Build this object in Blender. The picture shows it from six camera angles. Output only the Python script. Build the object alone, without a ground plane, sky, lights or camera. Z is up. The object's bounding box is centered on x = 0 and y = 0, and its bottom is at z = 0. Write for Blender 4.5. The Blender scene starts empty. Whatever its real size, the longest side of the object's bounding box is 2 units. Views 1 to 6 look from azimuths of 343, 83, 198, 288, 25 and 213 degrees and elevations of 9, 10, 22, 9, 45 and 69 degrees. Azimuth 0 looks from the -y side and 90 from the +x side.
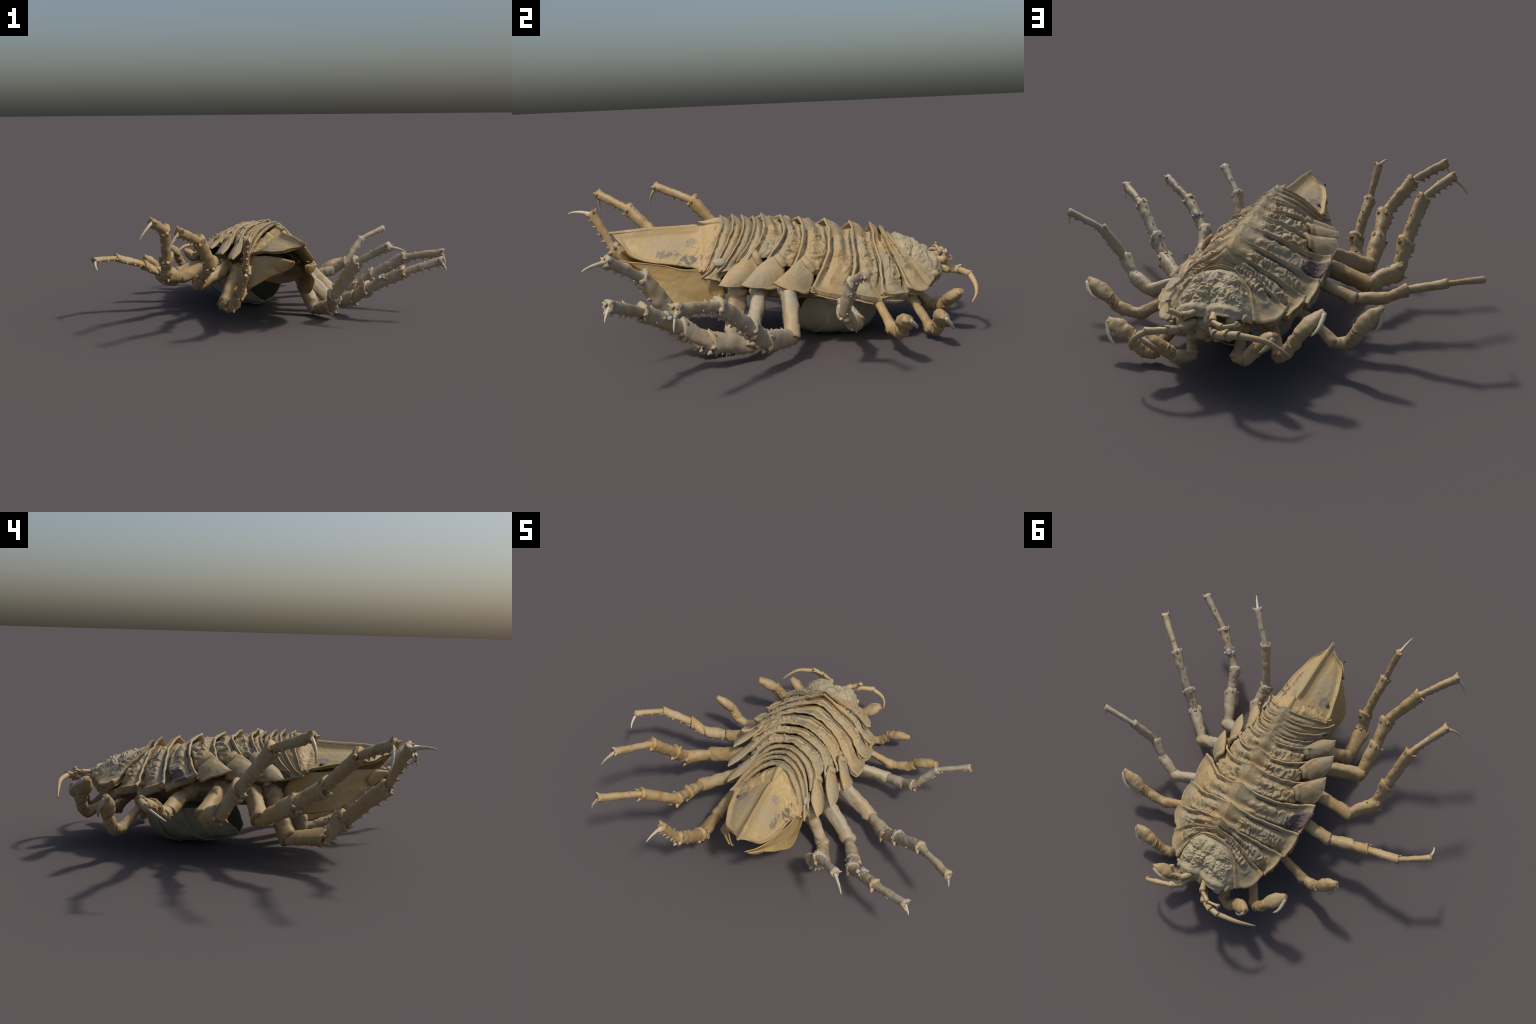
"""A dried giant isopod (sea louse-like crustacean), built part by part.
Body parts are described in a symmetric body frame (w = sideways, y = along, h = up)
that is rolled a few degrees about the long axis; limbs are chains of joints in world space."""
import bpy, math
import numpy as np

ROLL = math.radians(9.6)
CR, SR = math.cos(ROLL), math.sin(ROLL)
X0, Z0 = 0.005, 0.335
V = lambda *a: np.array(a, float)


def world(L):
    L = np.asarray(L, float)
    out = np.empty_like(L)
    out[..., 0] = X0 + L[..., 0] * CR + L[..., 2] * SR
    out[..., 1] = L[..., 1]
    out[..., 2] = Z0 - L[..., 0] * SR + L[..., 2] * CR
    return out


# ------------------------------------------------------------------ noise
_rng = np.random.RandomState(7)
_perm = _rng.permutation(512)
_grad = _rng.normal(size=(512, 3))
_grad /= np.linalg.norm(_grad, axis=1)[:, None]


def perlin(P, freq=1.0, seed=0.0):
    P = np.asarray(P, float) * freq + seed * 17.31
    I = np.floor(P).astype(int)
    F = P - I
    S = F * F * F * (F * (F * 6 - 15) + 10)
    res = 0
    for dx in (0, 1):
        for dy in (0, 1):
            for dz in (0, 1):
                h = _perm[(_perm[(_perm[(I[..., 0] + dx) & 511] + I[..., 1] + dy) & 511] + I[..., 2] + dz) & 511]
                g = _grad[h]
                d = g[..., 0] * (F[..., 0] - dx) + g[..., 1] * (F[..., 1] - dy) + g[..., 2] * (F[..., 2] - dz)
                wx = S[..., 0] if dx else 1 - S[..., 0]
                wy = S[..., 1] if dy else 1 - S[..., 1]
                wz = S[..., 2] if dz else 1 - S[..., 2]
                res = res + d * wx * wy * wz
    return res


def fbm(P, freq, oct=3, seed=0.0):
    a, s = 1.0, 0
    for k in range(oct):
        s = s + a * perlin(P, freq * 2 ** k, seed + k)
        a *= 0.5
    return s


def sstep(a, b, x):
    t = np.clip((x - a) / (b - a), 0, 1)
    return t * t * (3 - 2 * t)


def gauss(x, m, s):
    return np.exp(-((x - m) / s) ** 2)


def curve(pts, t):
    """Monotone-ish cubic interpolation through control points by their first column or by chord length."""
    pts = np.asarray(pts, float)
    d = np.r_[0, np.cumsum(np.linalg.norm(np.diff(pts, axis=0), axis=1))]
    d /= d[-1]
    return pchip(d, pts, t)


def pchip(x, Y, t):
    x = np.asarray(x, float)
    Y = np.asarray(Y, float)
    one = Y.ndim == 1
    if one:
        Y = Y[:, None]
    h = np.diff(x)
    dl = np.diff(Y, axis=0) / h[:, None]
    m = np.zeros_like(Y)
    m[0], m[-1] = dl[0], dl[-1]
    for i in range(1, len(x) - 1):
        a, b = dl[i - 1], dl[i]
        ok = a * b > 0
        w1, w2 = 2 * h[i] + h[i - 1], h[i] + 2 * h[i - 1]
        with np.errstate(divide='ignore', invalid='ignore'):
            m[i] = np.where(ok, (w1 + w2) / (w1 / a + w2 / b), 0)
    t = np.clip(np.asarray(t, float), x[0], x[-1])
    k = np.clip(np.searchsorted(x, t, side='right') - 1, 0, len(x) - 2)
    u = ((t - x[k]) / h[k])[..., None]
    hk = h[k][..., None]
    r = ((1 + 2 * u) * (1 - u) ** 2 * Y[k] + u * (1 - u) ** 2 * hk * m[k]
         + u * u * (3 - 2 * u) * Y[k + 1] + u * u * (u - 1) * hk * m[k + 1])
    return r[..., 0] if one else r


def catmull(pts, n, closed=False):
    P = np.asarray(pts, float)
    m = len(P)
    out = []
    segs = m if closed else m - 1
    for i in range(segs):
        if closed:
            a, b, c, d = P[(i - 1) % m], P[i], P[(i + 1) % m], P[(i + 2) % m]
        else:
            b, c = P[i], P[i + 1]
            a = P[i - 1] if i else 2 * b - c
            d = P[i + 2] if i + 2 < m else 2 * c - b
        t = np.linspace(0, 1, n, endpoint=False)[:, None]
        out.append(0.5 * (2 * b + (c - a) * t + (2 * a - 5 * b + 4 * c - d) * t ** 2 + (-a + 3 * b - 3 * c + d) * t ** 3))
    if not closed:
        out.append(P[-1:])
    return np.vstack(out)


# ------------------------------------------------------------------ mesh helpers
ROOT = None


def make(name, verts, faces, mat, parent=None, smooth=True):
    verts = np.array(verts, float)
    verts[:, 2] = np.maximum(verts[:, 2], .0006)      # everything rests on the ground, nothing dips below
    me = bpy.data.meshes.new(name)
    me.from_pydata([tuple(v) for v in verts], [], [tuple(int(i) for i in f) for f in faces])
    me.validate()
    me.update()
    if smooth:
        me.polygons.foreach_set('use_smooth', [True] * len(me.polygons))
    ob = bpy.data.objects.new(name, me)
    bpy.context.scene.collection.objects.link(ob)
    ob.parent = parent if parent is not None else ROOT
    me.materials.append(mat)
    return ob


def grid_faces(n, m, base=0, flip=False, wrap=False):
    f = []
    mm = m if wrap else m - 1
    for i in range(n - 1):
        for j in range(mm):
            a, b = base + i * m + j, base + i * m + (j + 1) % m
            c, d = a + m, b + m
            f.append((a, c, d, b) if flip else (a, b, d, c))
    return f


def grid_normals(P):
    du = np.gradient(P, axis=0)
    dv = np.gradient(P, axis=1)
    n = np.cross(du, dv)
    n /= np.linalg.norm(n, axis=-1)[..., None] + 1e-12
    return n


def shell(P, thick):
    """Closed plate: the grid P (n,m,3) is its outer face, thick (scalar or grid) its depth along the inward normal."""
    n, m, _ = P.shape
    N = grid_normals(P)
    if N[..., 2].mean() < 0:
        N = -N
    T = np.broadcast_to(np.asarray(thick, float), (n, m))[..., None]
    Q = P - N * T
    # rounded lip: pull the outer face's border in a touch
    verts = np.vstack([P.reshape(-1, 3), Q.reshape(-1, 3)])
    flip = np.cross(P[1, 0] - P[0, 0], P[0, 1] - P[0, 0]) @ N[0, 0] > 0
    f = grid_faces(n, m, 0, flip) + grid_faces(n, m, n * m, not flip)
    o = n * m
    ring = ([i * m for i in range(n)] + [(n - 1) * m + j for j in range(1, m)]
            + [i * m + m - 1 for i in range(n - 2, -1, -1)] + [j for j in range(m - 2, 0, -1)])
    for a, b in zip(ring, ring[1:] + ring[:1]):
        f.append((a, a + o, b + o, b) if flip else (a, b, b + o, a + o))
    return verts, f


class Bag:
    """Collects pieces that are joined into one mesh."""

    def __init__(self):
        self.v, self.f, self.n = [], [], 0

    def add(self, v, f):
        self.v.append(np.asarray(v))
        self.f += [tuple(i + self.n for i in q) for q in f]
        self.n += len(v)

    def make(self, name, mat, parent=None):
        return make(name, np.vstack(self.v), self.f, mat, parent)


def frame(d, a):
    d = d / np.linalg.norm(d)
    a = a - d * (a @ d)
    L = np.linalg.norm(a)
    if L < 1e-6:
        a = np.cross(d, V(0.3, 0.2, 1))
        L = np.linalg.norm(a)
    a = a / L
    return d, a, np.cross(d, a)


def tube(path, ra, rb, a_dir, k=20, shape=2.0, wob=None):
    """Loft of super-ellipses along a path. ra is the half width along a_dir, rb across it."""
    path = np.asarray(path, float)
    n = len(path)
    T = np.gradient(path, axis=0)
    ang = np.linspace(0, 2 * math.pi, k, endpoint=False)
    c, s = np.cos(ang), np.sin(ang)
    e = 2.0 / shape
    c, s = np.sign(c) * np.abs(c) ** e, np.sign(s) * np.abs(s) ** e
    verts = []
    for i in range(n):
        d, a, b = frame(T[i], a_dir)
        ring = path[i] + np.outer(c * ra[i], a) + np.outer(s * rb[i], b)
        if wob is not None:
            ring = wob(ring, path[i], i / (n - 1))
        verts.append(ring)
    v = np.vstack(verts + [path[:1], path[-1:]])
    f = grid_faces(n, k, 0, False, True)
    f += [(n * k, (j + 1) % k, j) for j in range(k)]
    o = (n - 1) * k
    f += [(n * k + 1, o + j, o + (j + 1) % k) for j in range(k)]
    return v, f


def cone(p, d, L, r, k=7, bend=None):
    d = d / np.linalg.norm(d)
    t = np.linspace(0, 1, 5)[:, None]
    path = p + d * L * (t * 1.0 - 0.15)
    if bend is not None:
        path = path + bend * L * t ** 2
    rr = r * np.array([1.45, 1.05, 0.72, 0.42, 0.13])
    return tube(path, rr, rr, V(0.31, 0.53, 0.7), k)


def blob(c, r, seed=0, rough=0.25, n=14, axes=(V(1, 0, 0), V(0, 1, 0), V(0, 0, 1)), freq=2.2):
    th = np.linspace(0, math.pi, n)
    ph = np.linspace(0, 2 * math.pi, 2 * n, endpoint=False)
    A, B = np.meshgrid(th, ph, indexing='ij')
    D = np.stack([np.sin(A) * np.cos(B), np.sin(A) * np.sin(B), np.cos(A)], -1)
    rad = 1 + rough * fbm(D, freq, 2, seed)
    M = np.array(axes)
    P = c + ((D * rad[..., None]) * np.asarray(r)) @ M
    return P.reshape(-1, 3), grid_faces(n, 2 * n, 0, True, True)


# ------------------------------------------------------------------ materials
def material(name, base, alt, dark, rough=0.6, scale=6.0, speck=0.35, bump=0.25, fine=90.0, smudges=(), spec=0.35,
             trans=0.0, alt2=None):
    m = bpy.data.materials.new(name)
    m.use_nodes = True
    nt = m.node_tree
    N, L = nt.nodes, nt.links
    bs = N['Principled BSDF']
    tc = N.new('ShaderNodeTexCoord')

    def noise(sc, det=4, ro=0.55, off=0.0):
        mp = N.new('ShaderNodeMapping')
        mp.inputs['Location'].default_value = (off, off * 0.7, -off)
        L.new(tc.outputs['Object'], mp.inputs['Vector'])
        n = N.new('ShaderNodeTexNoise')
        n.inputs['Scale'].default_value = sc
        n.inputs['Detail'].default_value = det
        n.inputs['Roughness'].default_value = ro
        L.new(mp.outputs['Vector'], n.inputs['Vector'])
        return n.outputs['Fac']

    def ramp(fac, a, b):
        r = N.new('ShaderNodeMapRange')
        r.interpolation_type = 'SMOOTHSTEP'
        r.inputs['From Min'].default_value = a
        r.inputs['From Max'].default_value = b
        L.new(fac, r.inputs['Value'])
        return r.outputs['Result']

    def mul(a, b):
        q = N.new('ShaderNodeMath')
        q.operation = 'MULTIPLY'
        for i, x in enumerate((a, b)):
            if isinstance(x, (int, float)):
                q.inputs[i].default_value = x
            else:
                L.new(x, q.inputs[i])
        return q.outputs[0]

    def mix(fac, a, b):
        q = N.new('ShaderNodeMix')
        q.data_type = 'RGBA'
        L.new(fac, q.inputs[0])
        for s, x in ((6, a), (7, b)):
            if isinstance(x, tuple):
                q.inputs[s].default_value = (*x, 1)
            else:
                L.new(x, q.inputs[s])
        return q.outputs[2]

    big = noise(scale, 5, 0.6)
    col = mix(ramp(big, 0.38, 0.64), base, alt)
    if alt2 is not None:
        col = mix(mul(ramp(noise(scale * 2.3, 4, 0.6, 3.1), 0.5, 0.72), 0.75), col, alt2)
    sp = noise(fine, 3, 0.6, 5.0)
    col = mix(mul(ramp(sp, 0.60, 0.78), speck), col, dark)
    mid = noise(scale * 5, 5, 0.65, 9.0)
    col = mix(mul(ramp(mid, 0.58, 0.75), speck * 0.7), col, dark)
    lite = tuple(min(1, c * 1.22 + 0.02) for c in base)
    col = mix(mul(ramp(noise(scale * 3.5, 5, 0.6, 13.0), 0.55, 0.75), 0.5), col, lite)
    for (cx, cy, cz, sx, sy, sz, c, fr, strength) in smudges:
        mp = N.new('ShaderNodeMapping')
        mp.vector_type = 'TEXTURE'
        mp.inputs['Location'].default_value = (cx, cy, cz)
        mp.inputs['Scale'].default_value = (sx, sy, sz)
        L.new(tc.outputs['Object'], mp.inputs['Vector'])
        ln = N.new('ShaderNodeVectorMath')
        ln.operation = 'LENGTH'
        L.new(mp.outputs['Vector'], ln.inputs[0])
        inside = ramp(ln.outputs['Value'], 1.0, 0.35)
        nn = noise(fr, 6, 0.7, 21.0)
        ad = N.new('ShaderNodeMath')
        ad.operation = 'MULTIPLY_ADD'
        L.new(inside, ad.inputs[0])
        ad.inputs[1].default_value = 0.30
        L.new(nn, ad.inputs[2])
        col = mix(mul(mul(ramp(ad.outputs[0], 0.66, 0.80), ramp(ln.outputs['Value'], 1.0, 0.85)), strength), col, c)
    L.new(col, bs.inputs['Base Color'])
    bs.inputs['Roughness'].default_value = rough
    bs.inputs['Specular IOR Level'].default_value = spec
    if trans:
        bs.inputs['Subsurface Weight'].default_value = trans
        bs.inputs['Subsurface Radius'].default_value = (0.02, 0.012, 0.006)
    bp = N.new('ShaderNodeBump')
    bp.inputs['Strength'].default_value = bump
    bp.inputs['Distance'].default_value = 0.004
    hh = N.new('ShaderNodeMath')
    hh.operation = 'MULTIPLY_ADD'
    L.new(noise(fine * 0.8, 4, 0.6, 2.0), hh.inputs[0])
    hh.inputs[1].default_value = 0.5
    L.new(noise(fine * 0.25, 3, 0.5, 4.0), hh.inputs[2])
    L.new(hh.outputs[0], bp.inputs['Height'])
    L.new(bp.outputs['Normal'], bs.inputs['Normal'])
    return m


TAN = (0.382, 0.278, 0.140)
OCH = (0.38, 0.25, 0.098)
GRY = (0.315, 0.262, 0.163)
DRK = (0.10, 0.085, 0.07)
GRIT = (0.12, 0.10, 0.076)
# ------------------------------------------------------------------ body outline (half curves, body frame: w, y, h)
RIM = [(0, .563, .108), (.05, .568, .092), (.081, .579, .066), (.107, .602, .046), (.132, .625, .019), (.1545, .673, -.016), (.173, .722, -.066)]
CREST = {
    1: [(0, .531, .134), (.05, .524, .098), (.0885, .528, .075), (.13, .537, .05), (.169, .551, .019), (.212, .566, -.017), (.2424, .574, -.042), (.274, .581, -.067)],
    2: [(0, .483, .151), (.06, .477, .115), (.12, .472, .075), (.18, .465, .033), (.24, .455, -.018), (.28, .447, -.052), (.31, .443, -.076)],
    3: [(0, .384, .165), (.07, .378, .134), (.14, .368, .094), (.2, .35, .047), (.26, .33, -.003), (.30, .315, -.037), (.332, .303, -.053)],
    4: [(0, .270, .181), (.0986, .264, .151), (.14, .256, .130), (.175, .246, .105), (.207, .225, .074), (.242, .204, .046), (.291, .170, .016), (.346, .139, .001)],
    5: [(0, .151, .194), (.07, .150, .175), (.13, .140, .150), (.18, .120, .115), (.225, .090, .078), (.252, .066, .058)],
    6: [(0, .067, .211), (.0616, .068, .190), (.1127, .059, .175), (.1636, .028, .146), (.192, -.006, .115), (.221, -.046, .070)],
    7: [(0, -.016, .220), (.05, -.018, .2), (.10, -.03, .182), (.145, -.055, .15), (.175, -.09, .112), (.187, -.11, .09)],
    8: [(0, -.053, .219), (.06, -.06, .195), (.11, -.08, .163), (.15, -.115, .12), (.178, -.155, .08)],
    9: [(0, -.101, .229), (.06, -.108, .2), (.11, -.13, .165), (.15, -.165, .12), (.18, -.2, .08), (.203, -.245, .043)],
    10: [(0, -.146, .233), (.06, -.155, .205), (.11, -.18, .165), (.15, -.215, .115), (.18, -.25, .07), (.197, -.28, .045), (.213, -.313, .030)],
    11: [(0, -.196, .232), (.05, -.205, .205), (.09, -.225, .17), (.13, -.25, .125), (.16, -.275, .08), (.182, -.30, .045)],
}
# the right side of the three front segments stands fuller than the left
CREST_RIGHT = {
    0: [(0, .563, .108), (.05, .570, .098), (.081, .582, .080), (.107, .604, .060), (.132, .630, .032), (.160, .675, -.008), (.185, .720, -.064)],
    1: [(0, .531, .134), (.034, .530, .118), (.071, .533, .104), (.109, .539, .086), (.148, .546, .069), (.18, .553, .046), (.212, .561, .019), (.238, .570, -.010), (.285, .581, -.055)],
    2: [(0, .483, .151), (.054, .474, .130), (.104, .469, .108), (.151, .468, .088), (.186, .470, .062), (.218, .469, .035), (.247, .466, .008), (.285, .461, -.020), (.342, .453, -.043)],
    3: [(0, .384, .165), (.057, .376, .150), (.107, .369, .126), (.155, .366, .098), (.195, .361, .071), (.231, .353, .047), (.261, .340, .022), (.30, .324, -.008), (.344, .312, -.030)],
}
CREST[0] = RIM


def crest(k, s, soft=0.004):
    L = half(CREST[k], s, soft)
    if k in CREST_RIGHT:
        R = half(CREST_RIGHT[k], s, soft)
        L = np.where((s > 0)[:, None], R, L)
    return L


def crest_w(k, s):
    return np.where(s > 0, CREST_RIGHT.get(k, CREST[k])[-1][0], CREST[k][-1][0])


# lower front corners of the first four segments' side lobes
FRONT_CORNER = {2: ((.268, .578, -.098), (.285, .582, -.068)), 3: ((.310, .445, -.100), (.344, .455, -.064)),
                4: ((.328, .300, -.062), (.344, .316, -.048))}      # left, right
FLARE = {1: (.022, .030), 2: (.012, .026), 3: (.012, .020), 4: (.012, .015)}      # how far the lobes belly out: left, right


def half(pts, s, soft=0.012):
    """Point on a mirrored half curve; s in [-1, 1]."""
    pts = np.asarray(pts, float)
    W = pts[-1, 0]
    a = np.abs(s) * W
    a = (np.sqrt(a * a + soft * soft) - soft) / (math.sqrt(W * W + soft * soft) - soft) * W
    r = pchip(pts[:, 0], pts, a)
    r[..., 0] = s * W
    return r


def segment(k, ns, nt):
    """Outer face of one back plate: from under the plate in front (t=0) to its own raised rear rim (t=1)."""
    s = np.linspace(-1, 1, ns)
    rear = crest(k, s)
    if k == 1:
        front = crest(0, s)
    else:
        Wr, Wp = crest_w(k, s), crest_w(k - 1, s)
        sp = np.clip(s * Wr / Wp, -1, 1)
        front = crest(k - 1, sp)
        front[:, 0] = s * np.minimum(Wr, Wp)
        front[:, 1] += 0.022
        front[:, 2] -= 0.023 + .006 * np.abs(s)
    if k in FRONT_CORNER:
        fl, fr = (np.array(c) for c in FRONT_CORNER[k])
        fc = np.where((s > 0)[:, None], fr, fl)
        wgt = sstep(0.66, 1.0, np.abs(s))[:, None]
        tgt = np.stack([s * fc[:, 0], fc[:, 1], fc[:, 2]], 1)
        front = front * (1 - wgt) + tgt * wgt
    t = (1 - (1 - np.linspace(0, 1, nt)) ** 1.5)[None, :, None]
    P = front[:, None, :] * (1 - t) + rear[:, None, :] * t
    a = np.abs(s)[:, None]
    tt = t[..., 0]
    # side lobes belly outwards along their lower edge
    if k in FLARE:
        bel = np.where(s > 0, FLARE[k][1], FLARE[k][0])[:, None]
        lob = np.sin(math.pi * tt) * sstep(.75, 1, a)
        P[..., 0] += np.sign(s)[:, None] * bel * lob
        if k == 1:
            P[..., 1] += 0.016 * lob
            P[..., 2] -= 0.022 * lob
    P[..., 2] -= .002 + .006 * np.clip(1 - np.abs(P[..., 0]) / .03, 0, 1) * tt
    P[..., 1] -= .010 * np.clip(1 - np.abs(P[..., 0]) / .03, 0, 1) * tt ** 3
    P[..., 1] += .006 * perlin(np.stack([s[:, None] * 9 + 0 * tt, 0 * tt + 0 * a + k * 3.3, 0 * tt + 0 * a], -1), 1.0, k) * tt ** 2
    Wd = world(P)
    N = grid_normals(Wd)
    if N[..., 2].mean() < 0:
        N = -N
    u = s[:, None]
    D = np.zeros((ns, nt))
    mid = 1 - sstep(.05, .45, a)
    rim_h = 0.008 if k <= 7 else 0.005
    rim_h = rim_h * (1 + .9 * perlin(np.stack([u * 11 + 0 * tt, 0 * (u + tt) + k, 0 * (u + tt)], -1), 1.0, k + 40))
    # rear rim: a swell near the keel, a narrow bead towards the sides, with a valley in front of it
    D += (rim_h + .003 * mid) * ((1 - mid) * gauss(tt, .965, .075) + mid * (gauss(tt, 1.0, .26) + .35 * gauss(tt, .965, .05)))
    D -= rim_h * .9 * gauss(tt, .80, .09) * (1 - mid) * (1 - sstep(.82, .95, a) * (k <= 4))
    D -= (.017 if k <= 7 else .007) * gauss(tt, .36, .16) * (1 - sstep(.40, .72, a))
    # keel: a tent-shaped boss whose tip juts back
    wk = np.abs(P[..., 0])
    kh, kw = (.015, .034) if k <= 7 else (.009, .026)
    tent = np.clip(1 - np.sqrt(wk ** 2 + .002 ** 2) / kw, 0, 1) ** 1.15
    KEELUP = kh * tent * sstep(.36, .74, tt)
    D -= .004 + .006 * sstep(.955, 1.0, tt) ** 2
    # the left flank of the rear segments stands a little fuller
    D += (.011 if k >= 5 else .005) * (u < 0) * np.sin(math.pi * np.clip(a, 0, 1)) * sstep(0, .3, tt)
    if k == 1:
        D += .009 * gauss(tt, .06, .06) - .006 * gauss(tt, .22, .07)
    Lw = P.copy()
    zz = 0 * (u + tt)
    if k <= 7:
        # wrinkled plateau with a scalloped rear edge
        ed = 0.69 + 0.15 * perlin(np.stack([u * CREST[k][-1][0] + zz, zz + k, zz], -1), 38, k) \
            + 0.09 * perlin(np.stack([u * CREST[k][-1][0] + zz, zz + k, zz], -1), 85, k + 3)
        inn = 0.20 + 0.05 * perlin(np.stack([tt + zz, zz + k, zz], -1), 9, k)
        out = 0.80 if k <= 4 else 0.97
        mask = sstep(inn, inn + 0.10, a) * (1 - sstep(out - .04, out + .05, a)) * sstep(0.16, 0.30, tt)
        plat = (1 - sstep(ed - 0.025, ed + 0.03, tt)) * mask
        D += 0.0125 * plat
        # wrinkles: ridges running fore-and-aft, bent by noise
        q = np.stack([Lw[..., 0] * 1.25, Lw[..., 1] * 0.55, Lw[..., 2] * .5], -1)
        warp = np.stack([perlin(Lw, 20, k + 5), perlin(Lw, 20, k + 6), perlin(Lw, 20, k + 7)], -1) * 0.024
        wr = perlin(q + warp, 44, k + 11)
        amp = (0.013 if k != 4 else 0.007)
        D += amp * (np.abs(wr) * 1.9 - 0.22) * plat
        D += 0.006 * perlin(Lw, 26, k + 2) * mask
        if k <= 3:
            lob = gauss(tt, .45, .22) * gauss(a, .86, .05)
            D += 0.006 * lob * (1 + perlin(Lw, 40, 3))
        # smooth marginal lobe with a beaded lip
        if k <= 4:
            D += 0.006 * gauss(a, .985, .022) * sstep(.05, .3, tt)
            D -= 0.004 * gauss(a, .90, .05)
    else:
        D += 0.004 * gauss(tt, .55, .22) * gauss(a, .5, .35)
        D += 0.0022 * fbm(Lw, 60, 2, k)
    D += 0.0015 * fbm(Lw, 42, 3, k + 20)
    # displace along normals that are blended to the body's own up axis near the keel, so that the tips do not curl
    UP = V(SR, 0, CR)
    wb = (1 - sstep(.02, .07, wk))[..., None]
    N = N * (1 - wb) + UP * wb
    Wd = Wd + N * D[..., None] + UP * KEELUP[..., None]
    if k <= 4:
        th = 0.011 + 0.024 * sstep(.80, .97, a) * (1 if k < 4 else .75) + 0 * tt
        if k == 1:
            th = 0.011 + 0.024 * sstep(.80, .97, a) * sstep(.0, .3, tt)
    else:
        th = 0.011 + 0 * (a + tt)
    return Wd, th


def leaf_plate(outline, bulge, thick, normal_hint, n=9, rings=14, seed=0, lip=0.003, rough=0.0015, edge=1.0, sharp=None):
    """Rounded plate inside a closed outline (world points): domed outer face, thin rim, hollow back."""
    O = catmull(outline, n, True)
    m = len(O)
    c = O.mean(0)
    U, S_, Vt = np.linalg.svd(O - c)
    nn = Vt[2]
    if nn @ normal_hint < 0:
        nn = -nn
    r = np.linspace(0, 1, rings)
    off = O - c
    nz = (off @ nn)[:, None] * nn
    pl = off - nz
    e1, e2 = Vt[0], Vt[1]
    a1, a2 = pl @ e1, pl @ e2
    A1, A2 = np.abs(a1).max() * .8, np.abs(a2).max() * .8
    ph = np.arctan2(a2 / A2, a1 / A1)
    ell = np.outer(A1 * np.cos(ph), e1) + np.outer(A2 * np.sin(ph), e2)
    mixr = (r ** 2)[:, None, None]
    P = c + (ell[None] * (1 - mixr) + pl[None] * mixr) * r[:, None, None] + nz[None] * (r ** 2.2)[:, None, None]
    dome = (1 - r ** 2.2) * bulge + lip * gauss(r, .95, .05)
    P = P + nn * dome[:, None, None]
    P = P + nn * (rough * fbm(P, 45, 3, seed))[..., None]
    T = thick * (1 - 0.55 * r ** 3) 
    Q = P - nn * T[:, None, None]
    v = np.vstack([P.reshape(-1, 3), Q.reshape(-1, 3)])
    f = grid_faces(rings, m, 0, False, True) + grid_faces(rings, m, rings * m, True, True)
    o = rings * m
    b = (rings - 1) * m
    for j in range(m):
        j2 = (j + 1) % m
        f.append((b + j, b + j2, o + b + j2, o + b + j))
    # orientation check
    a0, a1, a2 = P[rings - 2, 0], P[rings - 2, 1], P[rings - 1, 0]
    if np.cross(a1 - a0, a2 - a0) @ nn < 0:
        f = [q[::-1] for q in f]
    return v, f


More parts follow.
